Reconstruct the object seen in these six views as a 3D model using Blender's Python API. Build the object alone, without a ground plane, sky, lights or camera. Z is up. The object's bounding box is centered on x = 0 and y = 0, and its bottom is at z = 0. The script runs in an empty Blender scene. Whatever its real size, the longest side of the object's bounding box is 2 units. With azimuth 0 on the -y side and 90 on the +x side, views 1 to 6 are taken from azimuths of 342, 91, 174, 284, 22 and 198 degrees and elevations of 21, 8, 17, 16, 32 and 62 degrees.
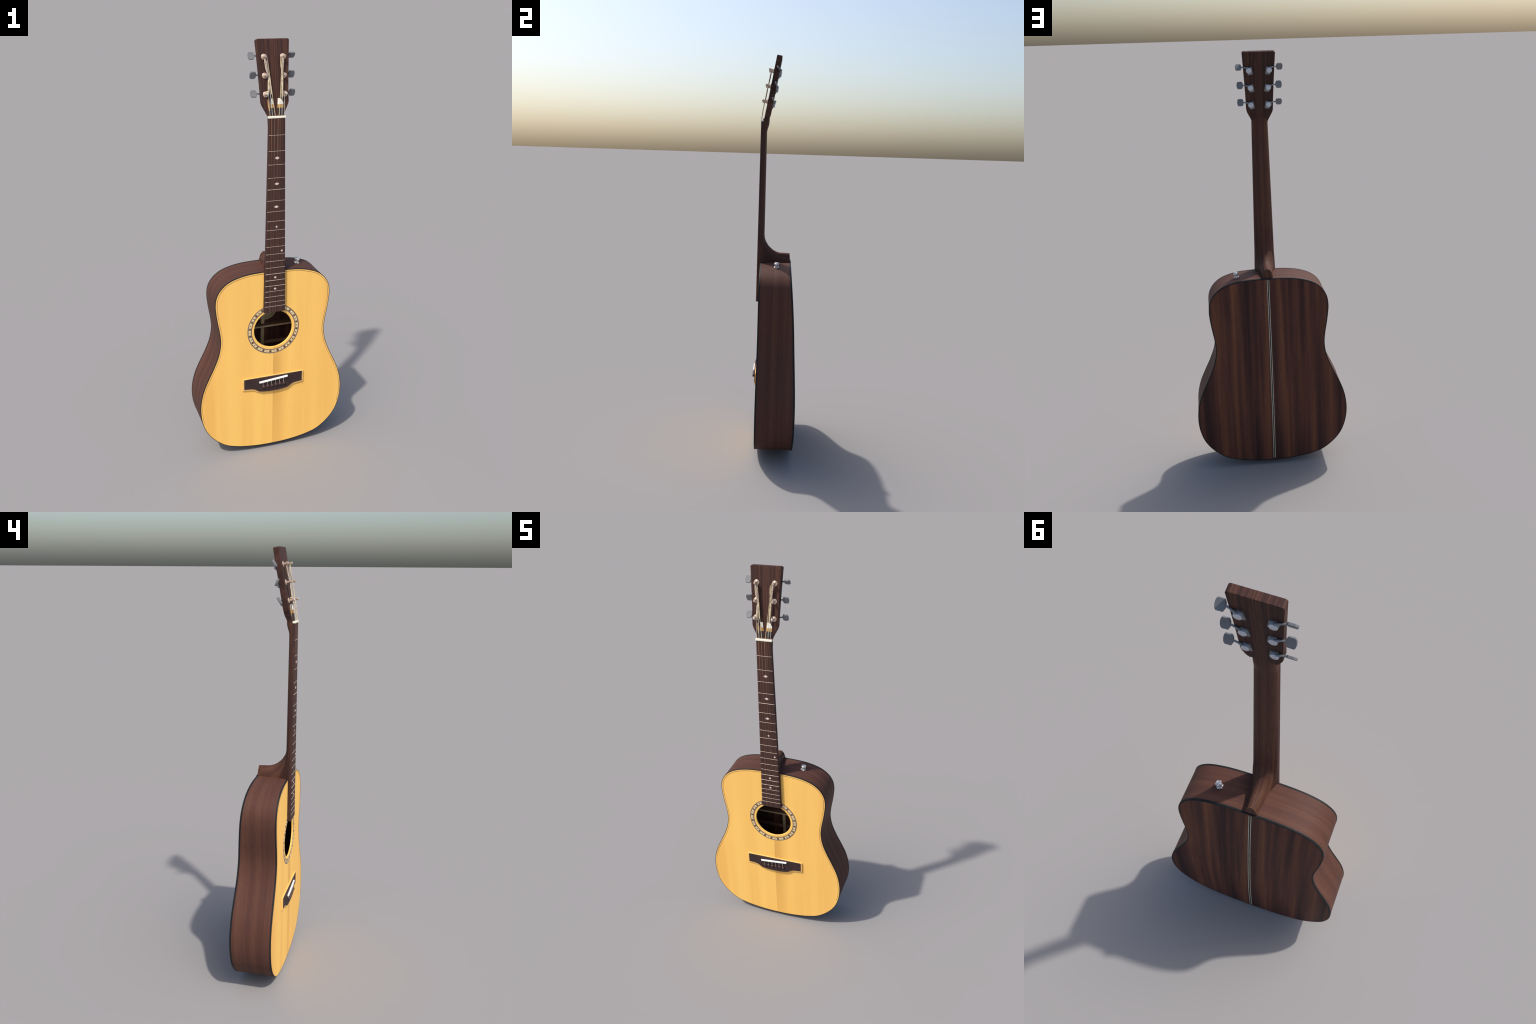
"""Dreadnought acoustic guitar standing upright, built part by part.
Frame: metres, z up, front of the guitar faces -y, symmetric about x = 0."""
import bpy, bmesh, math, random
from mathutils import Vector, Matrix
random.seed(7)

# ------------------------------------------------------------------ materials
class Mat:
    """small helper around a node tree"""
    def __init__(self, name, rough=0.5, metal=0.0, coat=0.0, spec=0.5):
        self.m = bpy.data.materials.new(name)
        self.m.use_nodes = True
        self.t = self.m.node_tree
        self.b = self.t.nodes["Principled BSDF"]
        self.b.inputs["Roughness"].default_value = rough
        self.b.inputs["Metallic"].default_value = metal
        self.b.inputs["Coat Weight"].default_value = coat
        self.b.inputs["Coat Roughness"].default_value = 0.25
        self.b.inputs["Specular IOR Level"].default_value = spec
        self._xyz = None
    def new(self, kind, **kw):
        n = self.t.nodes.new(kind)
        for k, v in kw.items():
            setattr(n, k, v)
        return n
    def link(self, a, b):
        self.t.links.new(a, b)
    def put(self, sock, v):
        if hasattr(v, "is_output"):
            self.link(v, sock)
        elif isinstance(v, tuple) and len(v) == 3 and sock.type == 'RGBA':
            sock.default_value = (*v, 1)
        else:
            sock.default_value = v
    def obj(self):
        if not hasattr(self, "_tc"):
            self._tc = self.new("ShaderNodeTexCoord")
        return self._tc.outputs["Object"]
    def xyz(self):
        if self._xyz is None:
            self._xyz = self.new("ShaderNodeSeparateXYZ")
            self.link(self.obj(), self._xyz.inputs[0])
        return self._xyz.outputs
    def math(self, op, a, b=0.0, c=0.0, clamp=False):
        n = self.new("ShaderNodeMath", operation=op, use_clamp=clamp)
        self.put(n.inputs[0], a); self.put(n.inputs[1], b); self.put(n.inputs[2], c)
        return n.outputs[0]
    def smooth(self, v, lo, hi, a=0.0, b=1.0):
        n = self.new("ShaderNodeMapRange", interpolation_type='SMOOTHSTEP')
        self.put(n.inputs[0], v)
        for i, q in enumerate((lo, hi, a, b)):
            n.inputs[1 + i].default_value = q
        return n.outputs[0]
    def noise(self, scale, size=1.0, detail=3.0, rough=0.55, loc=(0, 0, 0), vec=None, distort=0.0):
        mp = self.new("ShaderNodeMapping")
        mp.inputs["Scale"].default_value = scale
        mp.inputs["Location"].default_value = loc
        self.link(vec if vec is not None else self.obj(), mp.inputs["Vector"])
        n = self.new("ShaderNodeTexNoise")
        n.inputs["Scale"].default_value = size
        n.inputs["Detail"].default_value = detail
        n.inputs["Roughness"].default_value = rough
        n.inputs["Distortion"].default_value = distort
        self.link(mp.outputs[0], n.inputs["Vector"])
        return n.outputs["Fac"]
    def ramp(self, fac, *stops):
        n = self.new("ShaderNodeValToRGB")
        e = n.color_ramp.elements
        while len(e) < len(stops):
            e.new(0.5)
        for el, (p, c) in zip(e, stops):
            el.position = p
            el.color = (*c, 1)
        self.link(fac, n.inputs[0])
        return n.outputs[0]
    def mix(self, fac, a, b, mode='MIX'):
        n = self.new("ShaderNodeMix", data_type='RGBA', blend_type=mode)
        self.put(n.inputs[0], fac)
        self.put(n.inputs[6], a); self.put(n.inputs[7], b)
        return n.outputs[2]
    def color(self, c):
        self.put(self.b.inputs["Base Color"], c)
        return self
    def bump(self, h, strength=0.1, dist=0.001):
        n = self.new("ShaderNodeBump")
        n.inputs["Strength"].default_value = strength
        n.inputs["Distance"].default_value = dist
        self.link(h, n.inputs["Height"])
        self.link(n.outputs[0], self.b.inputs["Normal"])
        return self

def plain(name, col, rough=0.5, metal=0.0, vary=0.12, size=60, coat=0.0, spec=0.5):
    m = Mat(name, rough, metal, coat, spec)
    n = m.noise((1, 1, 1), size)
    lo = tuple(c * (1 - vary) for c in col)
    hi = tuple(min(1, c * (1 + vary)) for c in col)
    m.color(m.ramp(n, (0.3, lo), (0.7, hi)))
    return m.m

def spruce():
    """book-matched spruce: faint vertical growth rings, broad pale and amber bands"""
    m = Mat("spruce", rough=0.6, coat=0.0, spec=0.12)
    x, y, z = m.xyz()
    ax = m.math('ABSOLUTE', x)
    cb = m.new("ShaderNodeCombineXYZ")
    m.link(ax, cb.inputs[0]); m.link(z, cb.inputs[2])
    sided = m.math('MULTIPLY', m.math('SIGN', x), 0.35)
    m.link(sided, cb.inputs[1])
    bands = m.noise((14, 1, 0.5), 1.0, 2.0, 0.5, loc=(0.3, 0, 0), vec=cb.outputs[0])
    col = m.ramp(bands, (0.32, (0.865, 0.475, 0.118)), (0.50, (0.915, 0.528, 0.134)), (0.70, (0.95, 0.572, 0.147)))
    cloud = m.noise((3, 1, 2.2), 1.0, 2.0)
    col = m.mix(m.smooth(cloud, 0.45, 0.7, 0, 0.5), col, (0.95, 0.54, 0.155))
    # the two halves meet below the sound hole: the right one is darker at the joint
    near = m.smooth(x, 0.0, 0.075, 1.0, 0.0)
    right = m.math('GREATER_THAN', x, 0.0)
    low = m.smooth(z, 0.50, 0.58, 1.0, 0.5)
    seam = m.math('MULTIPLY', m.math('MULTIPLY', near, right), low)
    fade = m.smooth(z, 0.0, 0.5, 0.4, 0.8)
    col = m.mix(m.math('MULTIPLY', seam, fade), col, (0.66, 0.35, 0.085))
    grain = m.noise((420, 3, 3.5), 1.0, 3.0)
    col = m.mix(m.smooth(grain, 0.35, 0.7, 0, 0.16), col, (0.74, 0.42, 0.10))
    m.color(col)
    return m.m

def rosewood(name, axis, dark, mid, light, freq=22.0, seed=0.0, rough=0.42, fine=0.5, coat=0.0, fleck=0.35):
    """striped hardwood; axis = coordinate across which the stripes change"""
    m = Mat(name, rough=rough, coat=coat, spec=0.12)
    def sc(a, along):
        v = [along] * 3
        v[axis] = a
        return tuple(v)
    wob = m.noise((2.2, 2.2, 2.2), 1.0, 2.0, loc=(seed, seed, seed))
    bands = m.noise(sc(freq, 0.45), 1.0, 3.0, 0.55, loc=(seed, seed * 2, seed))
    s = m.math('ADD', bands, m.math('MULTIPLY', m.math('SUBTRACT', wob, 0.5), 0.12))
    col = m.ramp(s, (0.38, dark), (0.50, mid), (0.66, light))
    pores = m.noise(sc(520, 18), 1.0, 3.0, 0.6, loc=(seed, 0, 0))
    col = m.mix(m.smooth(pores, 0.40, 0.66, fine, 0.0), col, tuple(c * 0.62 for c in dark))
    flk = m.noise(sc(300, 40), 1.0, 2.0, 0.5, loc=(3 + seed, 1, 0))
    col = m.mix(m.smooth(flk, 0.60, 0.8, 0.0, fleck), col, tuple(c * 1.35 for c in light))
    m.color(col)
    m.bump(pores, 0.08, 0.0006)
    return m.m

def fretboard_wood():
    """dark board with straight fine grain and faded copper string lines"""
    m = Mat("fretboard_wood", rough=0.6, spec=0.12)
    x, y, z = m.xyz()
    g = m.noise((260, 2, 1.6), 1.0, 3.0, 0.6)
    col = m.ramp(g, (0.32, (0.034, 0.019, 0.017)), (0.55, (0.062, 0.033, 0.028)), (0.75, (0.098, 0.048, 0.036)))
    red = m.noise((90, 2, 14), 1.0, 2.0, loc=(4, 0, 2))
    col = m.mix(m.smooth(red, 0.62, 0.75, 0, 0.5), col, (0.115, 0.042, 0.03))
    fade = m.smooth(z, 1.42, 1.66, 0.22, 0.85)
    for x0, drift, w in ((-0.025, -0.001, 1.0), (-0.011, -0.001, 0.8), (0.0038, 0.0, 1.0), (0.0145, 0.001, 0.35), (0.024, 0.002, 0.3)):
        d = m.math('ABSOLUTE', m.math('SUBTRACT', x, x0))
        line = m.smooth(d, 0.0006, 0.0017, w, 0.0)
        front = m.smooth(y, -0.1015, -0.1000, 1.0, 0.0)
        k = m.math('MULTIPLY', m.math('MULTIPLY', line, fade), front)
        col = m.mix(k, col, (0.30, 0.135, 0.065))
    m.color(col)
    return m.m

def pinstripe_mat():
    m = Mat("pinstripe_dark", rough=0.5)
    n = m.noise((9, 9, 9), 1.0, 3.0)
    m.color(m.ramp(n, (0.42, (0.10, 0.06, 0.03)), (0.62, (0.55, 0.33, 0.10))))
    return m.m

SPRUCE = spruce()
BACK = rosewood("back_rosewood", 0, (0.046, 0.021, 0.019), (0.105, 0.041, 0.028), (0.205, 0.076, 0.038), freq=19, seed=2.9, rough=0.6, fine=0.25, fleck=0.12)
SIDE = rosewood("side_rosewood", 1, (0.084, 0.037, 0.028), (0.098, 0.043, 0.031), (0.124, 0.056, 0.037), freq=30, seed=4.1, rough=0.6, fine=0.3)
NECKW = rosewood("neck_mahogany", 0, (0.060, 0.027, 0.021), (0.090, 0.039, 0.027), (0.135, 0.060, 0.036), freq=60, seed=7.7, rough=0.55, fine=0.35)
HEADW = rosewood("headstock_rosewood", 0, (0.045, 0.023, 0.020), (0.063, 0.030, 0.024), (0.108, 0.048, 0.032), freq=230, seed=2.2, rough=0.6, fine=0.35)
BOARD = fretboard_wood()
BINDING = plain("black_binding", (0.014, 0.014, 0.0145), rough=0.6, vary=0.2, spec=0.2)
CREAM = plain("cream_purfling", (0.50, 0.44, 0.33), rough=0.5, vary=0.2, size=90)
BONE = plain("bone", (0.86, 0.82, 0.66), rough=0.4, vary=0.08)
SADDLE = plain("white_saddle", (0.95, 0.93, 0.86), rough=0.4, vary=0.04)
EBONY = plain("bridge_rosewood", (0.044, 0.026, 0.025), rough=0.6, vary=0.15, size=40, spec=0.15)
RIM = plain("pale_bridge_edge", (0.80, 0.47, 0.15), rough=0.5, vary=0.12, size=50)
FRETM = plain("fret_metal", (0.36, 0.28, 0.22), rough=0.5, metal=0.2, vary=0.25, size=120)
PEARL = plain("pearl", (0.66, 0.54, 0.48), rough=0.35, vary=0.2, size=300)
ROSBASE = plain("rosette_dark", (0.085, 0.062, 0.060), rough=0.5, vary=0.25, size=200)
ROSTILE = plain("rosette_cream", (0.74, 0.56, 0.30), rough=0.45, vary=0.18, size=220)
ROSDOT = plain("rosette_brown", (0.10, 0.055, 0.03), rough=0.5, vary=0.3, size=300)
ROSLINE = plain("rosette_line", (0.42, 0.30, 0.19), rough=0.5, vary=0.2, size=150)
BUTTON = plain("grey_tuner_button", (0.165, 0.17, 0.178), rough=0.5, vary=0.08, size=30, spec=0.3)
CAP = plain("housing_cap_metal", (0.54, 0.56, 0.60), rough=0.4, metal=0.2, vary=0.06, size=40)
HOUSING = plain("brushed_chrome", (0.21, 0.22, 0.23), rough=0.38, metal=0.45, vary=0.08, size=40)
POST = plain("worn_nickel", (0.52, 0.39, 0.30), rough=0.32, metal=0.45, vary=0.55, size=160)
CHROME = plain("polished_chrome", (0.62, 0.58, 0.54), rough=0.25, metal=0.45, vary=0.6, size=120)
STRING = plain("bronze_string", (0.62, 0.50, 0.32), rough=0.4, metal=0.25, vary=0.3, size=70)
STEEL = plain("steel_string", (0.56, 0.53, 0.47), rough=0.4, metal=0.25, vary=0.25, size=70)
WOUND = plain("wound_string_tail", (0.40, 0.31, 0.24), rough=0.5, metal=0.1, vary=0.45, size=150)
BRACE = plain("spruce_brace", (0.55, 0.38, 0.19), rough=0.7, vary=0.15, size=20)
INSIDE = plain("inner_lining", (0.22, 0.11, 0.06), rough=0.8, vary=0.15, size=25)
LABEL = plain("paper_label", (0.42, 0.32, 0.17), rough=0.8, vary=0.1, size=30)
PATCHW = plain("white_patch", (0.85, 0.82, 0.72), rough=0.5, vary=0.1)
PATCHO = plain("amber_patch", (0.50, 0.28, 0.07), rough=0.5, vary=0.25, size=120)
DARKP = plain("dark_patch", (0.028, 0.020, 0.017), rough=0.6, vary=0.15)

# ------------------------------------------------------------------ helpers
root = bpy.data.objects.new("acoustic_guitar", None)
bpy.context.scene.collection.objects.link(root)
root["label"] = "acoustic guitar with pale spruce top and dark rosewood back"
root["category"] = "acoustic guitar"

def add(name, me, mat, parent=root, smooth=None, bevel=0.0, seg=2):
    o = bpy.data.objects.new(name, me)
    bpy.context.scene.collection.objects.link(o)
    if mat:
        me.materials.clear(); me.materials.append(mat)
    o.parent = parent
    if bevel:
        b = o.modifiers.new("bevel", 'BEVEL')
        b.width = bevel; b.segments = seg; b.limit_method = 'ANGLE'; b.angle_limit = math.radians(35)
        b.harden_normals = False
    if smooth is not None:
        for p in me.polygons:
            p.use_smooth = True
        if smooth < 179:
            me.set_sharp_from_angle(angle=math.radians(smooth))
    return o

def mesh(name, verts, faces):
    me = bpy.data.meshes.new(name)
    me.from_pydata([tuple(v) for v in verts], [], faces)
    bm = bmesh.new(); bm.from_mesh(me)
    bmesh.ops.remove_doubles(bm, verts=bm.verts, dist=1e-6)
    bmesh.ops.recalc_face_normals(bm, faces=bm.faces)
    bm.to_mesh(me); bm.free()
    return me

def loft(sections, closed=True, cap=True):
    """sections: equal-length point rings"""
    n = len(sections[0]); v = []; f = []
    for s in sections:
        v += s
    for k in range(len(sections) - 1):
        for i in range(n if closed else n - 1):
            j = (i + 1) % n
            f.append((k*n+i, k*n+j, (k+1)*n+j, (k+1)*n+i))
    if cap:
        f.append(tuple(range(n)))
        f.append(tuple(range((len(sections)-1)*n, len(sections)*n)))
    return v, f

def ring_profile(path, prof):
    """sweep a closed profile (list of functions of path index) round a closed path"""
    n = len(path); k = len(prof[0]); v = []; f = []
    for i in range(n):
        v += prof[i]
    for i in range(n):
        for a in range(k):
            b = (a + 1) % k; j = (i + 1) % n
            f.append((i*k+a, i*k+b, j*k+b, j*k+a))
    return v, f

def interp(t, pts):
    if t <= pts[0][0]:
        return pts[0][1]
    for (a, p), (b, q) in zip(pts, pts[1:]):
        if t <= b:
            return p + (q - p) * (t - a) / (b - a)
    return pts[-1][1]

def smoothstep(t, a, b):
    t = max(0, min(1, (t - a) / (b - a)))
    return t * t * (3 - 2 * t)

def catmull(P, closed, per):
    out = []; n = len(P)
    for i in range(n if closed else n - 1):
        p = [P[(i + d) % n] if closed else P[max(0, min(n - 1, i + d))] for d in (-1, 0, 1, 2)]
        for s in range(per):
            t = s / per
            out.append(tuple(0.5 * (2*b + (c-a)*t + (2*a-5*b+4*c-d)*t*t + (3*b-a-3*c+d)*t**3) for a, b, c, d in zip(*p)))
    if not closed:
        out.append(tuple(P[-1]))
    return out

def lathe(profile, n=32):
    """profile: (radius, height) from bottom to top, axis +z"""
    v = []; f = []
    secs = [[(r*math.cos(2*math.pi*i/n), r*math.sin(2*math.pi*i/n), h) for i in range(n)] for r, h in profile]
    return loft(secs)

def tube(pts, radii, n=10, flat=None):
    """round (or flattened) tube through points; flat = (x scale, y scale)"""
    secs = []; pts = [Vector(p) for p in pts]
    fx, fy = flat or (1, 1)
    for i, p in enumerate(pts):
        d = (pts[min(i+1, len(pts)-1)] - pts[max(i-1, 0)]).normalized()
        side = d.cross(Vector((0, 1, 0))).normalized()
        up = side.cross(d).normalized()
        r = radii[i] if isinstance(radii, (list, tuple)) else radii
        secs.append([tuple(p + side*(r*fx*math.cos(2*math.pi*k/n)) + up*(r*fy*math.sin(2*math.pi*k/n))) for k in range(n)])
    return loft(secs)

# ------------------------------------------------------------------ body outline
HALF = [(0.0, .0265), (.065, .0282), (.13, .0350), (.191, .0468), (.2475, .0668), (.302, .1088), (.3388, .1600),
        (.359, .220), (.3655, .280), (.3605, .339), (.3455, .397), (.3205, .455), (.2935, .512), (.2705, .573),
        (.260, .635), (.264, .690), (.273, .742), (.2805, .795), (.2825, .833), (.277, .870), (.261, .902),
        (.236, .928), (.205, .9465), (.16, .961), (.11, .969), (.05, .9722), (0.0, .9728)]
full = [(x, z) for x, z in HALF] + [(-x, z) for x, z in HALF[-2:0:-1]]
OUT = catmull(full, True, 8)
GROW = 0.0014
NO = len(OUT)
NRM = []
for i in range(NO):
    a, b = OUT[i-1], OUT[(i+1) % NO]
    tx, tz = b[0]-a[0], b[1]-a[1]; l = math.hypot(tx, tz)
    NRM.append((tz/l, -tx/l))          # outward for a path that climbs the +x side
OUT = [(x + n[0]*GROW, z + n[1]*GROW - .0042*(1 - smoothstep(z, .03, .12))) for (x, z), n in zip(OUT, NRM)]
def off(i, d):
    return OUT[i][0] + NRM[i][0]*d, OUT[i][1] + NRM[i][1]*d

FRONT = -0.0862
BACK_EDGE = [(.0, .1025), (.083, .104), (.17, .1065), (.26, .1072), (.37, .1055), (.436, .103), (.56, .0975), (.67, .0925),
             (.76, .0862), (.85, .079), (.935, .0715), (.99, .0665)]
def back_edge(z):
    # smoothed table
    return sum(interp(z + d, BACK_EDGE) for d in (-.04, -.02, 0, .02, .04)) / 5

# sides (double wall)
prof = []
for i in range(NO):
    x, z = OUT[i]; yb = back_edge(z)
    xi, zi = off(i, -0.008)
    prof.append([(x, -0.0790, z), (x, -0.03, z), (x, 0.02, z), (x, yb - .0080, z), (xi, yb - .0080, zi), (xi, -0.0790, zi)])
v, f = ring_profile(OUT, prof)
add("side_panel", mesh("side_panel", v, f), SIDE, smooth=40)

def band(name, y0, y1, outer, inner, mat, ch=0.0012):
    pr = []
    for i in range(NO):
        z = OUT[i][1]
        a = y0(z); b = y1(z); s = 1 if b > a else -1      # a: side edge, b: face edge
        o = off(i, outer); oc = off(i, outer - ch); n_ = off(i, inner)
        pr.append([(o[0], a, o[1]), (o[0], b - s*ch, o[1]), (oc[0], b, oc[1]), (n_[0], b, n_[1]), (n_[0], a, n_[1])])
    v, f = ring_profile(OUT, pr)
    return add(name, mesh(name, v, f), mat, smooth=50)
band("binding", lambda z: -0.0790, lambda z: FRONT, 0.0006, -0.0022, BINDING, 0.0008)
band("binding", lambda z: back_edge(z) - .0080, lambda z: back_edge(z) + .0006, 0.0006, -0.0042, BINDING, 0.0015)

# soundboard: rings between sound hole and outline
HC = (0.0, 0.6735); HR = 0.0980
def disc_sheet(centre, inner_r, edge_off, yfun, rings):
    v = []; f = []
    for k in range(rings + 1):
        s = k / rings
        for i in range(NO):
            ox, oz = off(i, edge_off)
            a = math.atan2(oz - centre[1], ox - centre[0])
            ix, iz = centre[0] + inner_r*math.cos(a), centre[1] + inner_r*math.sin(a)
            x, z = ix + (ox-ix)*s, iz + (oz-iz)*s
            v.append((x, yfun(x, z, s), z))
    for k in range(rings):
        for i in range(NO):
            j = (i+1) % NO
            f.append((k*NO+i, k*NO+j, (k+1)*NO+j, (k+1)*NO+i))
    return v, f
def top_y(x, z, s=0.5):
    return FRONT + 0.0002 - 0.0016 * math.sin(math.pi * min(1, max(0, s))) * smoothstep(0.75 - z, 0.0, 0.3)
v, f = disc_sheet(HC, HR, -0.0022, top_y, 20)
n0 = len(v); TH = 0.0065
# chamfered lip of the sound hole and the underside
lip = []
for r, y in ((HR - 0.002, FRONT + 0.0022), (HR - 0.0025, FRONT + TH)):
    st = len(v)
    for i in range(NO):
        ox, oz = off(i, -0.0022); a = math.atan2(oz-HC[1], ox-HC[0])
        v.append((HC[0]+r*math.cos(a), y, HC[1]+r*math.sin(a)))
    lip.append(st)
st = len(v)
for i in range(NO):
    ox, oz = off(i, -0.0022); v.append((ox, FRONT + TH, oz))
for a, b in ((0, lip[0]), (lip[0], lip[1]), (lip[1], st)):
    for i in range(NO):
        j = (i+1) % NO
        f.append((a+i, a+j, b+j, b+i))
add("soundboard", mesh("soundboard", v, f), SPRUCE, smooth=40)

# thin dark pinstripe inlaid near the edge of the top (worn away round the lower bout)
segs = []
runs = [[i for i in range(NO) if OUT[i][0] > .0 and OUT[i][1] > .2], [i for i in range(NO) if OUT[i][0] < -.0 and OUT[i][1] > .2]]
PIN = pinstripe_mat()
for run in runs:
    secs = []
    for i in run:
        o, n_ = off(i, -.0078), off(i, -.0092)
        y = FRONT - 0.0004
        secs.append([(o[0], y, o[1]), (n_[0], y, n_[1]), (n_[0], y+.001, n_[1]), (o[0], y+.001, o[1])])
    v, f = loft(secs)
    add("pinstripe", mesh("pinstripe", v, f), PIN)

# back panel with a gentle arch
BC = (0.0, 0.5)
DOME = 0.0025
def back_y(x, z, s):
    return back_edge(z) + 0.0004 + DOME * (1 - s*s)
v, f = disc_sheet(BC, 0.0, -0.0042, back_y, 26)
nb = len(v)
v += [(x, y - 0.006, z) for x, y, z in v]
f += [tuple(nb + q for q in fc) for fc in f]
rim = 26 * NO
f += [(rim+i, rim+(i+1) % NO, nb+rim+(i+1) % NO, nb+rim+i) for i in range(NO)]
add("back_panel", mesh("back_panel", v, f), BACK, smooth=40)

# back centre stripe: cream / black / cream strips
def strip(name, x0, x1, mat, parent, proud):
    secs = []
    for k in range(61):
        z = 0.0305 + (0.9675 - 0.0305) * k / 60
        s = (z - .5) / (.9728 - .5) if z > .5 else (.5 - z) / (.5 - .0265)
        y = back_y(0, z, min(1, s))
        secs.append([(x0, y + proud, z), (x1, y + proud, z), (x1, y - .003, z), (x0, y - .003, z)])
    v, f = loft(secs)
    return add(name, mesh(name, v, f), mat, parent, bevel=0.0002, seg=1)
ctr = strip("centre_stripe", -.0022, .0022, BINDING, root, .0006)
strip("purfling_line", .0023, .0054, CREAM, ctr, .0007)
strip("purfling_line", -.0054, -.0023, CREAM, ctr, .0007)

# interior: lining strip, braces, label
def box(name, c, s, mat, parent=root, bevel=0.0, seg=2, rot=None):
    bm = bmesh.new(); bmesh.ops.create_cube(bm, size=1)
    for q in bm.verts:
        q.co = Vector((q.co.x*s[0], q.co.y*s[1], q.co.z*s[2]))
        if rot: q.co = rot @ q.co
        q.co += Vector(c)
    me = bpy.data.meshes.new(name); bm.to_mesh(me); bm.free()
    return add(name, me, mat, parent, bevel=bevel, seg=seg, smooth=40 if bevel else None)
def inner_back(z):
    s = abs(z - .5) / .47
    return back_y(0, z, min(1, s)) - 0.006
secs = []
for k in range(31):
    z = .06 + .86*k/30; y = inner_back(z)
    secs.append([(-.0095, y, z), (.0095, y, z), (.0085, y - .017, z), (-.0085, y - .017, z)])
v, f = loft(secs)
add("brace", mesh("brace", v, f), BRACE)
for z, h, d in ((.6190, .010, .041), (.508, .018, .012), (.30, .03, .014), (.80, .016, .014)):
    w = .50 if z > .4 else .66
    box("brace", (0, inner_back(z) - d/2 + .002, z), (w, d, h), INSIDE, bevel=.003)  # darker lining colour paints shade onto the brace's lit top face
    if z == .6190:
        box("brace_edge", (0, inner_back(z) - d - .0005 + .002, z), (w, .003, h*.85), BRACE, bevel=.001)
v, f = lathe([(.066, 0), (.066, .001)], 48)
me = mesh("paper_label", v, f)
me.transform(Matrix.Translation((.014, inner_back(.705) - .0022, .706)) @ Matrix.Rotation(math.radians(90), 4, 'X'))
add("paper_label", me, LABEL)
v, f = lathe([(.0545, 0), (.0545, .0006)], 48)
me = mesh("label_ring", v, f); me.transform(Matrix.Translation((.014, inner_back(.705) - .0034, .706)) @ Matrix.Rotation(math.radians(90), 4, 'X'))
add("label_ring", me, INSIDE, bpy.data.objects["paper_label"])
v, f = lathe([(.052, 0), (.052, .0009)], 48)
me = mesh("label_centre", v, f); me.transform(Matrix.Translation((.014, inner_back(.705) - .0036, .706)) @ Matrix.Rotation(math.radians(90), 4, 'X'))
add("label_centre", me, LABEL, bpy.data.objects["paper_label"])

# ------------------------------------------------------------------ rosette
def annulus(name, r0, r1, y, th, mat, parent, n=128):
    secs = []
    for k in range(n):
        a = 2*math.pi*k/n; c, s = math.cos(a), math.sin(a)
        secs.append([(HC[0]+r0*c, y, HC[1]+r0*s), (HC[0]+r1*c, y, HC[1]+r1*s), (HC[0]+r1*c, y+th, HC[1]+r1*s), (HC[0]+r0*c, y+th, HC[1]+r0*s)])
    v, f = ring_profile(secs, secs)
    return add(name, mesh(name, v, f), mat, parent)
ros = annulus("rosette", .1085, .1300, FRONT - .0007, .0022, ROSBASE, root)
annulus("rosette_band", .1130, .1254, FRONT - .0009, .001, ROSLINE, ros)
annulus("rosette_line", .1100, .1107, FRONT - .0011, .001, ROSLINE, ros)
annulus("rosette_line", .1278, .1285, FRONT - .0011, .001, ROSLINE, ros)
annulus("rosette_line", .1300, .1312, FRONT - .0004, .001, RIM, ros)
def sector(name, r0, r1, half, y, th, mat, rag=0.0):
    n = 6; top = []
    for k in range(n+1):
        a = -half + 2*half*k/n; top.append((r1*math.cos(a), r1*math.sin(a)))
    for k in range(n+1):
        a = half - 2*half*k/n; top.append((r0*math.cos(a), r0*math.sin(a)))
    v, f = loft([[(a, y, b) for a, b in top], [(a, y+th, b) for a, b in top]])
    return mesh(name, v, f)
tile = sector("rosette_tile", .1134, .1250, math.radians(5.9), FRONT - .0014, .001, None)
tile.materials.append(ROSTILE)
vd, fd = lathe([(.0056, 0), (.0056, .0012), (.0040, .0016)], 14)
dot = mesh("rosette_dot", vd, fd); dot.transform(Matrix.Rotation(math.radians(90), 4, 'X')); dot.materials.append(ROSDOT)
vd, fd = lathe([(.0029, 0), (.0026, .0019)], 10)
speck = mesh("rosette_speck", vd, fd); speck.transform(Matrix.Rotation(math.radians(90), 4, 'X')); speck.materials.append(ROSDOT)
def inst(name, me, mw, parent):
    o = bpy.data.objects.new(name, me); bpy.context.scene.collection.objects.link(o)
    o.parent = parent; o.matrix_basis = mw
    return o
for k in range(20):
    a = math.radians(18*k - 7)
    d = math.degrees(a) % 360
    if 68 < d < 112:
        continue                      # hidden under the fretboard end
    b = a + math.radians(9)
    inst("rosette_tile", tile, Matrix.Translation((HC[0], 0, HC[1])) @ Matrix.Rotation(-b, 4, 'Y'), ros)
    inst("rosette_dot", dot, Matrix.Translation((HC[0]+.1188*math.cos(a), FRONT - .0003, HC[1]+.1188*math.sin(a))) @ Matrix.Scale(random.uniform(.8, 1.05), 4), ros)
    rr = .1188 + random.uniform(-.0012, .0012)
    inst("rosette_speck", speck, Matrix.Translation((HC[0]+rr*math.cos(b), FRONT - .0004, HC[1]+rr*math.sin(b))) @ Matrix.Scale(random.uniform(.7, 1.2), 4), ros)

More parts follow.
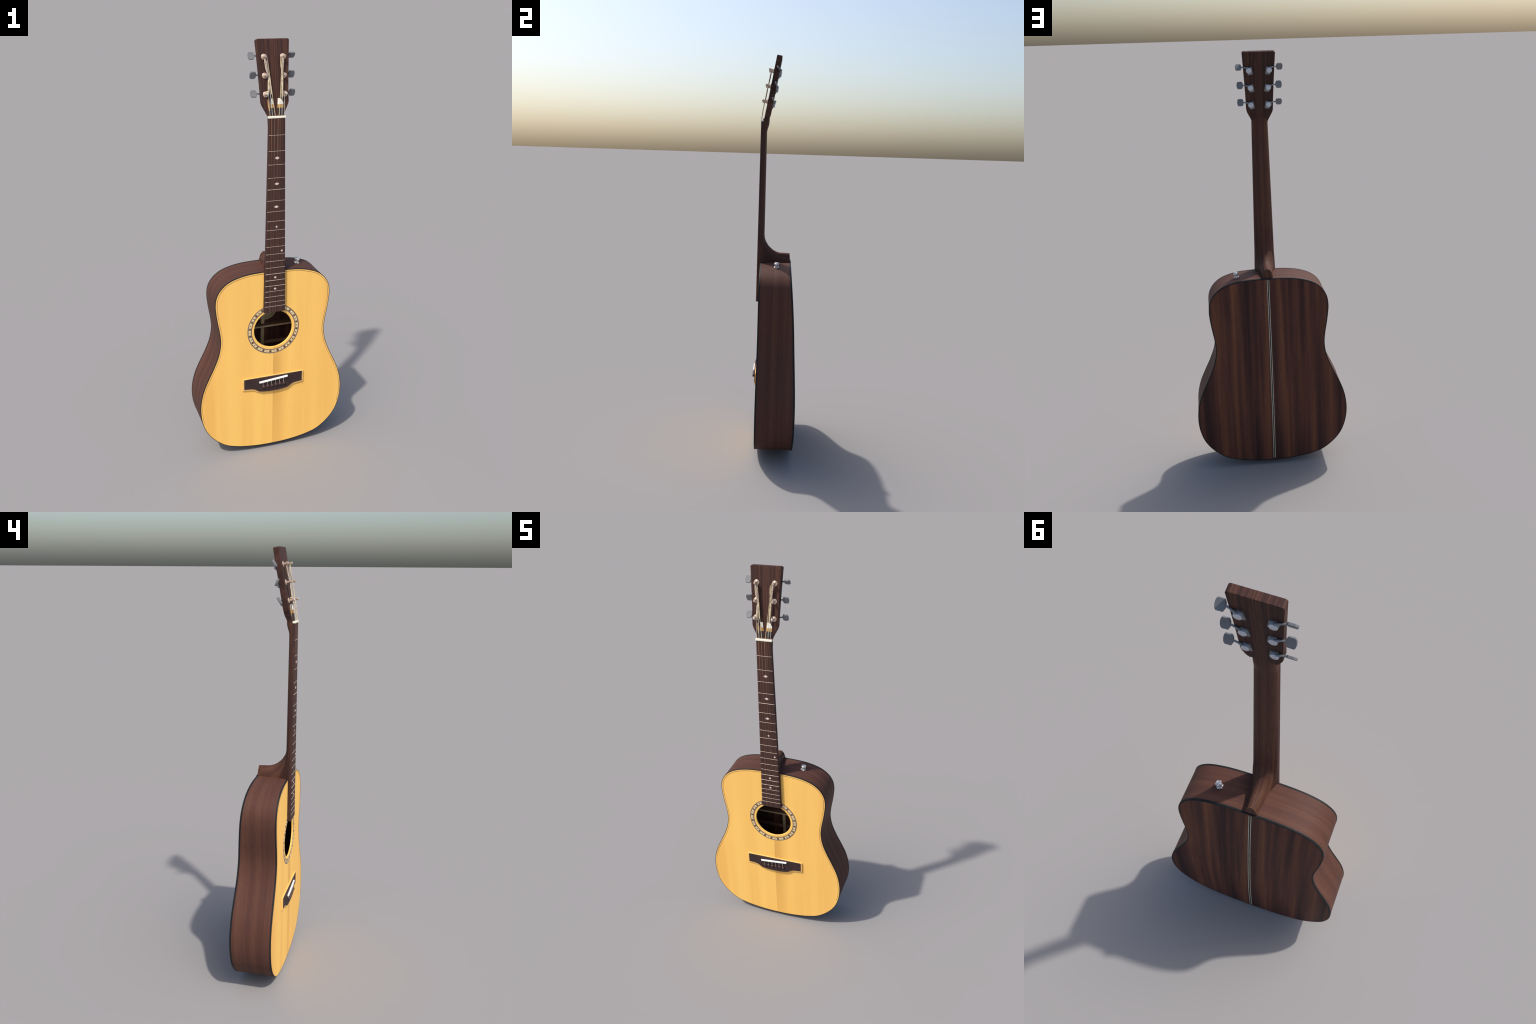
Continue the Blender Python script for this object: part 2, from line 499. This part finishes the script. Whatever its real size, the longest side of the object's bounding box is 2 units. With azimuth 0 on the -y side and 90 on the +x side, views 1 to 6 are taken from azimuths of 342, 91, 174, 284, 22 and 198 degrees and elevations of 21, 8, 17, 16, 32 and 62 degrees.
# ------------------------------------------------------------------ bridge
LOWER = [(0, .3405), (.03, .3415), (.055, .3445), (.072, .3475), (.084, .354), (.094, .3605), (.108, .3645), (.125, .3665), (.1495, .3685)]
def bridge_sheet(grow, ztop, y_face, y_base, name, mat, parent, bev):
    xs = [-.1495 + .299 * k / 60 for k in range(61)]
    secs = []
    for x in xs:
        gx = x * (1 + grow / .1495)
        zl = interp(abs(x), LOWER) - grow * 1.05
        zt = ztop + grow * .35
        yf = y_face(abs(x))
        n = 8
        ring = [(gx, yf, zl + (zt - zl)*k/n) for k in range(n+1)]
        ring += [(gx, y_base, zt), (gx, y_base, zl)]
        secs.append(ring)
    v, f = loft(secs)
    return add(name, mesh(name, v, f), mat, parent, bevel=bev, smooth=35)
bridge = bridge_sheet(0.0, .4225, lambda ax: -.0962 - .0042*smoothstep(.115 - ax, 0, .05), -.0835, "bridge", EBONY, root, .0012)
bridge_sheet(0.0068, .4212, lambda ax: -.0942, -.0830, "bridge_edge", RIM, bridge, .0010)
rot = Matrix.Rotation(-math.atan2(.0130, .143), 3, 'Y')
box("saddle", (-.0015, -.1012, .4064), (.147, .0105, .0088), SADDLE, bridge, bevel=.0018, seg=3, rot=rot)
vp, fp = lathe([(.0045, -.004), (.0045, .003), (.0062, .005), (.0066, .0075), (.0052, .0098), (.0022, .0108)], 20)
pin = mesh("bridge_pin", vp, fp); pin.transform(Matrix.Rotation(math.radians(90), 4, 'X')); pin.materials.append(plain("bridge_pin_wood", (0.075, 0.042, 0.036), 0.4, vary=.3, size=100))
for p in pin.polygons: p.use_smooth = True
for x in (-.0535, -.0320, -.0108, .0100, .0308, .0516):
    inst("bridge_pin", pin, Matrix.Translation((x, -.0990, .377 + .02*x + random.uniform(-.0012, .0012))) @ Matrix.Diagonal((1.13, 1.0, 1.13, 1)), bridge)
    zs = .4064 + .0909 * (x + .0015)
    x2 = x - .002
    v, f = tube([(x2, -.1005, .3795), (x2, -.1035, .389), (x2 + .0005, -.1062, zs - .001)], .0011, 8)
    add("string_end", mesh("string_end", v, f), STEEL, bridge, smooth=60)

# ------------------------------------------------------------------ neck and heel
HEELTOP = [(-.0790, 1.135), (-.0715, 1.105), (-.066, 1.088), (-.058, 1.073), (-.048, 1.057), (-.037, 1.046), (-.022, 1.034), (-.005, 1.026), (.012, 1.0215), (.027, 1.0200), (.07, 1.0205)]
HEELW = [(-.09, .0470), (-.075, .0450), (-.055, .0395), (-.04, .0350), (-.02, .0315), (.0, .0290), (.026, .0265), (.07, .0245)]
NZ0, NZ1 = .935, 1.694
Y0 = -.0935
def neck_hw(z):
    return interp(z, [(.77, .0522), (1.684, .0373)])
def neck_field(x, y, z):
    """<0 inside: D-section neck united with an arched heel"""
    hw = neck_hw(z) * .985
    d = interp(z, [(1.1, .0240), (1.66, .0207)])
    t = max(0, (y - Y0)) / d
    a = ((abs(x) / hw)**2.4 + t**2.4)**(1/2.4) - 1
    a *= d
    if z > 1.16:
        return a
    w = interp(y, HEELW); zt = interp(y, HEELTOP); zb = .955
    q = max(0, z - zb) / (zt - zb)
    b = ((abs(x) / w)**2.2 + q**2.6)**(1/2.2) - 1
    b *= w
    end = y - (.0605 + .06 * max(0, 1.02 - z))
    b = max(b, end)
    k = .008                                              # soft union
    h = max(k - abs(a - b), 0) / k
    return min(a, b) - h*h*k*.25
def neck_section(z, n=44):
    pts = []
    for i in range(n + 1):
        # finer towards the back ridge
        th = math.pi * i / n
        c, s = math.cos(th), math.sin(th)
        lo, hi = 0.0, .2
        # march outward to the first exit so thin sections stay correct
        r = 0.004
        while r < .2 and neck_field(r*c, Y0 + r*s, z) < 0:
            r += .002
        lo, hi = max(0, r - .002), r
        for _ in range(22):
            mid = (lo + hi) / 2
            if neck_field(mid*c, Y0 + mid*s, z) < 0: lo = mid
            else: hi = mid
        pts.append((lo*c, Y0 + lo*s, z))
    return pts
zs = [NZ0, .955, .968, .98, .99, 1.0]
zs += [1.0 + .03*k/24 for k in range(1, 25)] + [1.03 + .12*k/30 for k in range(1, 31)] + [1.15 + (NZ1-1.15)*k/14 for k in range(1, 15)]
v, f = loft([neck_section(z) for z in zs])
neck = add("neck", mesh("neck", v, f), NECKW, smooth=50)

# heel cap: half-ellipse plate with a dark foot
pts = [(.0240*math.cos(math.pi*k/24), .974 + .0450*math.sin(math.pi*k/24)) for k in range(25)]
v, f = loft([[(x, .0605 + .06*max(0, 1.02 - z) + d, z) for x, z in pts] for d in (-.004, .0014)])
add("heel_cap", mesh("heel_cap", v, f), NECKW, neck, bevel=.0006)
box("heel_cap_line", (0, .0665, .9738), (.050, .007, .0042), BINDING, neck, bevel=.0008)

# fretboard, gently crowned and rounded at the long edges
def board_section(z, y_bot=-.0930):
    hw = neck_hw(z); top = -.1036; r = .003
    pts = [(-hw, y_bot, z), (-hw, top + r + .0015, z), (-hw + .0008, top + .0022, z), (-hw + r, top + .0008, z)]
    pts += [(hw*t, top, z) for t in (-.7, -.35, 0, .35, .7)]
    pts += [(hw - r, top + .0008, z), (hw - .0008, top + .0022, z), (hw, top + r + .0015, z), (hw, y_bot, z)]
    return pts
FB0, FB1 = .7715, 1.681
v, f = loft([board_section(FB0 + (FB1 - FB0)*k/40, -.0930) for k in range(41)])
board = add("fretboard", mesh("fretboard", v, f), BOARD, smooth=40, bevel=.0006, seg=1)
# part of the board that lies over the top reaches down to the soundboard
v, f = loft([[(x, y, z) for x, y, z in ((-neck_hw(z)+.0004, -.0932, z), (neck_hw(z)-.0004, -.0932, z), (neck_hw(z)-.0004, -.0836, z), (-neck_hw(z)+.0004, -.0836, z))] for z in (.7722, .85, .93, .99, 1.03)])
add("fretboard_tongue", mesh("fretboard_tongue", v, f), BOARD, board)

FRETS = [1.606, 1.537, 1.4775, 1.4185, 1.366, 1.315, 1.2645, 1.2195, 1.1775, 1.137, 1.098, 1.0617, 1.0275, .9955, .9645,
         .9325, .9045, .877, .850, .8235, .800]
random.seed(3)
for k, z in enumerate(FRETS):
    z += .002
    hw = neck_hw(z) - .0022
    r = .0018 if k in (4, 14, 15, 16) else .0013
    pr = []
    for t in (-1, -.97, -.5, 0, .5, .97, 1):
        rr = r * (.6 if abs(t) == 1 else 1)
        x = t*hw
        pr.append([(x, -.1030, z - rr)] + [(x, -.1030 - rr*1.5*math.sin(a), z - rr*math.cos(a)) for a in (math.pi*q/6 for q in range(1, 6))] + [(x, -.1030, z + rr)])
    v, f = loft(pr)
    add("fret", mesh("fret", v, f), FRETM, board, smooth=60)

def inlay(x, z, hx, hz, diamond):
    pts = []
    for k in range(24):
        a = 2*math.pi*k/24; c, s = math.cos(a), math.sin(a)
        e = 1.25 if diamond else 2.0
        pts.append((x + hx*math.copysign(abs(c)**(2/e), c), z + hz*math.copysign(abs(s)**(2/e), s)))
    v, f = loft([[(a, -.1041, b) for a, b in pts], [(a, -.1022, b) for a, b in pts]])
    add("inlay", mesh("inlay", v, f), PEARL, board)
inlay(.002, 1.509, .0100, .0062, True)
inlay(.002, 1.394, .0100, .0058, True)
inlay(.001, 1.289, .0105, .0058, True)
inlay(.003, 1.195, .0048, .0050, True)
inlay(.030, 1.078, .0046, .0046, False)
inlay(.000, .949, .0058, .0048, False)
inlay(.000, .892, .0058, .0046, False)

# nut
box("nut", (0, -.0982, 1.6845), (.0790, .0135, .0088), BONE, bevel=.0016, seg=2)

# ------------------------------------------------------------------ headstock (tilted back 10.4 degrees)
TAN = .184
NVEC = Vector((0, -1, TAN)).normalized()      # out of the front face
UP = Vector((0, TAN, 1)).normalized()
def front_y(z): return -.0888 + TAN * (z - 1.689)
def back_y_head(z): return front_y(z) + .0268
def on_front(x, z, h=0.0):
    return Vector((x, front_y(z), z)) + NVEC * h
def on_back(x, z, h=0.0):
    return Vector((x, back_y_head(z), z)) - NVEC * h
HEADHALF = [(.0350, 1.676), (.0362, 1.687), (.0384, 1.696), (.0420, 1.7060), (.0480, 1.7175), (.0545, 1.7300), (.0583, 1.7385),
            (.0602, 1.747), (.0606, 1.757), (.0616, 1.790), (.0643, 1.85), (.0690, 1.925), (.0725, 1.980)]
top_r = .009
hh = catmull(HEADHALF, False, 4)
for k in range(1, 9):
    a = math.pi/2*k/8
    hh.append((.0732 - top_r + top_r*math.cos(a), 1.9885 - top_r + .002 + top_r*math.sin(a)))
prof2 = hh + [(-x, z) for x, z in reversed(hh)]
def thick(z):     # thins into the neck at the bottom
    return interp(z, [(1.676, .006), (1.690, .0150), (1.701, .0225), (1.714, .0268)])
front = [tuple(Vector((x, front_y(max(z, 1.672)) - 0.0, z))) for x, z in prof2]
# work in the tilted plane: the top edge is square to the face
def tilt(x, z, depth):
    p = Vector((x, front_y(z), z))
    q = p - NVEC*depth
    return (q.x, q.y, q.z + .0088*smoothstep(z, 1.80, 1.98))
v, f = loft([[tilt(x, z, 0) for x, z in prof2], [tilt(x, z, thick(z)*.983) for x, z in prof2]])
head = add("headstock", mesh("headstock", v, f), HEADW, smooth=35, bevel=.0022, seg=3)
# smooth volute where the head runs into the neck
def volute_section(z, p, hw, y0, y1, n=44):
    pts = []
    for k in range(n + 1):
        th = math.pi*k/n; c, q = math.cos(th), math.sin(th)
        pts.append((hw*math.copysign(abs(c)**(2/p), c), y0 + (y1 - y0)*abs(q)**(2/p), z))
    return pts
v, f = loft([volute_section(z, p, neck_hw(z)*w, y0, y1) for z, p, w, y0, y1 in (
    (1.61, 2.4, .975, -.0931, -.0729), (1.632, 2.4, .980, -.0931, -.0722), (1.645, 2.5, .982, -.0931, -.0697), (1.655, 2.7, .983, -.0931, -.0664),
    (1.664, 2.9, .984, -.0931, -.0638), (1.674, 3.1, .984, -.0931, -.0623), (1.684, 3.2, .984, -.0925, -.0617), (1.690, 3.2, .984, -.0870, -.0615),
    (1.702, 3.2, .984, -.0840, -.0610), (1.712, 3.2, .975, -.0815, -.0612))])
add("volute", mesh("volute", v, f), NECKW, neck, smooth=60)

# coloured patches on the head face above the nut
def patch(name, pts, mat, h=.0008):
    v, f = loft([[tuple(on_front(x, z, h)) for x, z in pts], [tuple(on_front(x, z, -.002)) for x, z in pts]])
    add(name, mesh(name, v, f), mat, head)
patch("pale_patch", [(.0085, 1.735), (.0345, 1.7345), (.034, 1.745), (.0225, 1.7595), (.011, 1.7597)], PATCHW)
patch("orange_patch", [(.0068, 1.7215), (.0340, 1.7205), (.0345, 1.7343), (.0085, 1.7348)], PATCHO)
patch("pale_patch", [(-.0232, 1.736), (-.0080, 1.736), (-.0100, 1.7588), (-.0205, 1.759)], PATCHW)
patch("orange_patch", [(-.0240, 1.7218), (-.0050, 1.721), (-.0078, 1.7358), (-.0232, 1.7358)], PATCHO)
patch("orange_patch", [(-.0305, 1.709), (-.0265, 1.711), (-.0290, 1.735), (-.0320, 1.7560), (-.0355, 1.7555), (-.0350, 1.730)], PATCHO)
patch("dark_patch", [(.0060, 1.690), (.0330, 1.690), (.0338, 1.7203), (.0070, 1.7213)], DARKP, .0006)
patch("dark_patch", [(-.0320, 1.690), (-.0040, 1.690), (-.0050, 1.7208), (-.0258, 1.7216), (-.0285, 1.705)], DARKP, .0006)

# ------------------------------------------------------------------ tuning machines
def frame(origin, zdir, xdir=Vector((1, 0, 0))):
    zd = zdir.normalized(); yd = zd.cross(xdir).normalized(); xd = yd.cross(zd)
    m = Matrix((xd, yd, zd)).transposed().to_4x4()
    return Matrix.Translation(origin) @ m
vw, fw = lathe([(.0125, -.002), (.0125, .0024), (.0112, .0036), (.0085, .0038), (.0070, .0058), (.0048, .0066), (.0044, .0120), (.0044, .0175), (.0060, .0190), (.0060, .0258), (.0048, .0270), (.002, .0272)], 28)
post_me = mesh("string_post", vw, fw); post_me.materials.append(POST)
for p in post_me.polygons: p.use_smooth = True
post_me.set_sharp_from_angle(angle=math.radians(40))
vt, ft = lathe([(.0052, -.003), (.0054, .0006), (.0040, .0022), (.001, .0026)], 20)
tip_me = mesh("post_tip", vt, ft); tip_me.materials.append(CHROME)
for p in tip_me.polygons: p.use_smooth = True
# gear housing: capped drum on a rounded foot plate
vh, fh = lathe([(.0148, -.003), (.0148, .0030), (.0138, .0052), (.0126, .0064), (.0126, .0085), (.004, .0086)], 36)
drum_me = mesh("gear_housing", vh, fh); drum_me.materials.append(HOUSING)
for p in drum_me.polygons: p.use_smooth = True
drum_me.set_sharp_from_angle(angle=math.radians(45))
vc, fc = lathe([(.0128, .0070), (.0130, .0098), (.0120, .0108), (.004, .0110)], 36)
cap_me = mesh("housing_cap", vc, fc); cap_me.materials.append(CAP)
for p in cap_me.polygons: p.use_smooth = True
cap_me.set_sharp_from_angle(angle=math.radians(45))
def rounded_plate(name, pts, rad, h0, h1, mat):
    me_v, me_f = loft([[(x, y, h0) for x, y in pts], [(x, y, h1) for x, y in pts]])
    me = mesh(name, me_v, me_f); me.materials.append(mat); return me
def rrect(hx, hy, r, n=5):
    pts = []
    for cx, cy, a0 in ((hx-r, hy-r, 0), (-hx+r, hy-r, 90), (-hx+r, -hy+r, 180), (hx-r, -hy+r, 270)):
        for k in range(n+1):
            a = math.radians(a0 + 90*k/n); pts.append((cx + r*math.cos(a), cy + r*math.sin(a)))
    return pts
foot_me = rounded_plate("foot_plate", rrect(.0112, .0165, .004), .004, -.002, .0034, HOUSING)
# button: flat paddle, blunt hexagonal outline. local x = along the shaft outward, z = height, y = thickness
outl = [(-.0138, -.0068), (-.0138, .0068), (-.0092, .0158), (.0085, .0163), (.0122, .0125), (.0143, .0050), (.0143, -.0050), (.0122, -.0125), (.0085, -.0163), (-.0092, -.0158)]
bv, bf = loft([[(a*.94, -.0038, b*.94) for a, b in outl], [(a, -.0026, b) for a, b in outl], [(a, .0026, b) for a, b in outl], [(a*.94, .0038, b*.94) for a, b in outl]])
button_me = mesh("tuner_button", bv, bf); button_me.materials.append(BUTTON)

ROWS = [  # z of post, button y, button z, lean of left / right button from vertical (deg, + = top leans back)
    (1.927, -.0205, 1.9303, 31, -45),
    (1.852, -.0318, 1.8525, -20, -21),
    (1.7768, -.0430, 1.7772, 34, -22)]
for zp, by, bz, leanL, leanR in ROWS:
    for sgn, lean in ((-1, leanL), (1, leanR)):
        px = sgn * .0422
        tm = bpy.data.objects.new("tuning_machine", None)
        bpy.context.scene.collection.objects.link(tm); tm.parent = root
        inst("string_post", post_me, frame(on_front(px, zp), NVEC), tm)
        if zp < 1.8:
            inst("post_tip", tip_me, frame(on_front(px, zp, .0272), NVEC), tm)
        hx = .0450 if zp > 1.9 else .0400
        zh = zp - .0105
        inst("gear_housing", drum_me, frame(on_back(sgn*hx, zh), -NVEC) @ Matrix.Diagonal((.92, .92, 1, 1)), tm)
        inst("housing_cap", cap_me, frame(on_back(sgn*hx, zh), -NVEC) @ Matrix.Diagonal((.92, .92, 1, 1)), tm)
        fm = frame(on_back(sgn*(hx - .0045), zh - .003), -NVEC) @ Matrix.Rotation(math.radians(9 * sgn), 4, 'Z')
        inst("foot_plate", foot_me, fm, tm)
        bx = .0905 if zp > 1.9 else .0862
        # shaft from the housing to the button, with a collar
        p0 = on_back(sgn*(hx + .002), bz - .0035, .0065); p1 = Vector((sgn*(bx - .0145), by, bz))
        v, f = tube([p0, p0.lerp(p1, .35), p0.lerp(p1, .7), p1], [.0052, .0038, .0028, .0032], 12)
        add("tuner_shaft", mesh("tuner_shaft", v, f), HOUSING, tm, smooth=50)
        M = Matrix.Translation((sgn*bx, by, bz)) @ Matrix.Rotation(math.radians(-lean), 4, 'X') @ Matrix.Diagonal((sgn, 1, 1, 1))
        if sgn < 0:
            M = Matrix.Translation((sgn*bx, by, bz)) @ Matrix.Rotation(math.radians(-lean), 4, 'X') @ Matrix.Rotation(math.pi, 4, 'Z')
        inst("tuner_button", button_me, M, tm)

# ------------------------------------------------------------------ strings on the head
def head_string(name, pts, radii, mat, flat=None):
    P = [tuple(on_front(x, z, h)) for x, z, h in pts]
    v, f = tube(P, radii, 10, flat)
    add(name, mesh(name, v, f), mat, root, smooth=60)
H0 = .0150
for sgn in (-1, 1):
    # outer, middle and inner string from nut to its post
    head_string("string", [(sgn*.0318, 1.689, .0138), (sgn*.0335, 1.73, .0160), (sgn*.0350, 1.7768, .0165)], .0010, STEEL)
    head_string("string", [(sgn*.0212, 1.689, .0138), (sgn*.0245, 1.75, .016), (sgn*.0290, 1.82, .0162), (sgn*.0335, 1.852, .0165)], .0012, STEEL)
    head_string("string", [(sgn*.0085, 1.689, .0138), (sgn*.0165, 1.76, .0158), (sgn*.0245, 1.84, .016), (sgn*.0335, 1.927, .0165)], .0013, STRING)
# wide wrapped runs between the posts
head_string("wound_string", [(-.0415, 1.921, .0150), (-.0400, 1.905, .0150), (-.0375, 1.88, .0152), (-.0330, 1.86, .0155), (-.0300, 1.85, .0155)], [.0045, .0062, .0056, .0040, .0030], WOUND, (1, .35))
head_string("wound_string", [(.0275, 1.920, .0150), (.0265, 1.905, .0150), (.0268, 1.885, .0150), (.0300, 1.865, .0150), (.0310, 1.852, .0150)], [.0016, .0020, .0022, .0022, .0020], STRING)
head_string("wound_string", [(.0385, 1.921, .0150), (.0365, 1.905, .0148), (.0350, 1.88, .0148), (.0330, 1.86, .0150)], [.0036, .0048, .0036, .0020], WOUND, (1, .35))
head_string("wound_string", [(-.0300, 1.847, .0155), (-.0310, 1.83, .0155), (-.0325, 1.81, .0155), (-.0335, 1.79, .0155), (-.0340, 1.7768, .0150)], [.0030, .0040, .0040, .0036, .0028], STRING, (1, .5))
head_string("wound_string", [(-.0250, 1.845, .0155), (-.0238, 1.82, .0155), (-.0222, 1.80, .0155), (-.0205, 1.775, .0155)], [.0022, .0030, .0026, .0016], STRING, (1, .6))
head_string("wound_string", [(.0315, 1.85, .0155), (.0300, 1.83, .0155), (.0290, 1.81, .0155), (.0275, 1.785, .0155), (.0255, 1.76, .0155)], [.0030, .0046, .0042, .0042, .0026], STRING, (1, .5))
head_string("wound_string", [(-.0420, 1.7845, .010), (-.0385, 1.7860, .012), (-.0340, 1.7855, .014)], [.0034, .0040, .0030], STRING, (1, .6))

# ------------------------------------------------------------------ strap button and end pin
def strap(name, base, direction, scale, lump):
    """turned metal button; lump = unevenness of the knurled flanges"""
    prof = [(.0112, -.006), (.0116, .0030), (.0108, .0056), (.0082, .0072), (.0080, .0115), (.0098, .0140), (.0110, .0170), (.0106, .0215), (.0082, .0245), (.003, .0252)]
    n = 36; secs = []
    for k, (r, h) in enumerate(prof):
        secs.append([((r*(1 + lump*math.sin(5*a + 1.7*k)*(h > 0)))*math.cos(a), (r*(1 + lump*math.sin(5*a + 1.7*k)*(h > 0)))*math.sin(a), h) for a in (2*math.pi*q/n for q in range(n))])
    v, f = loft(secs)
    me = mesh(name, v, f)
    me.transform(frame(Vector(base), Vector(direction)) @ Matrix.Scale(scale, 4))
    return add(name, me, CHROME, root, smooth=40)
strap("strap_button", (.143, -.003, .9645), (.15, 0, 1), 1.1, .13)
strap("end_pin", (0, .010, .0272), (0, 0, -1), 1.08, .03)
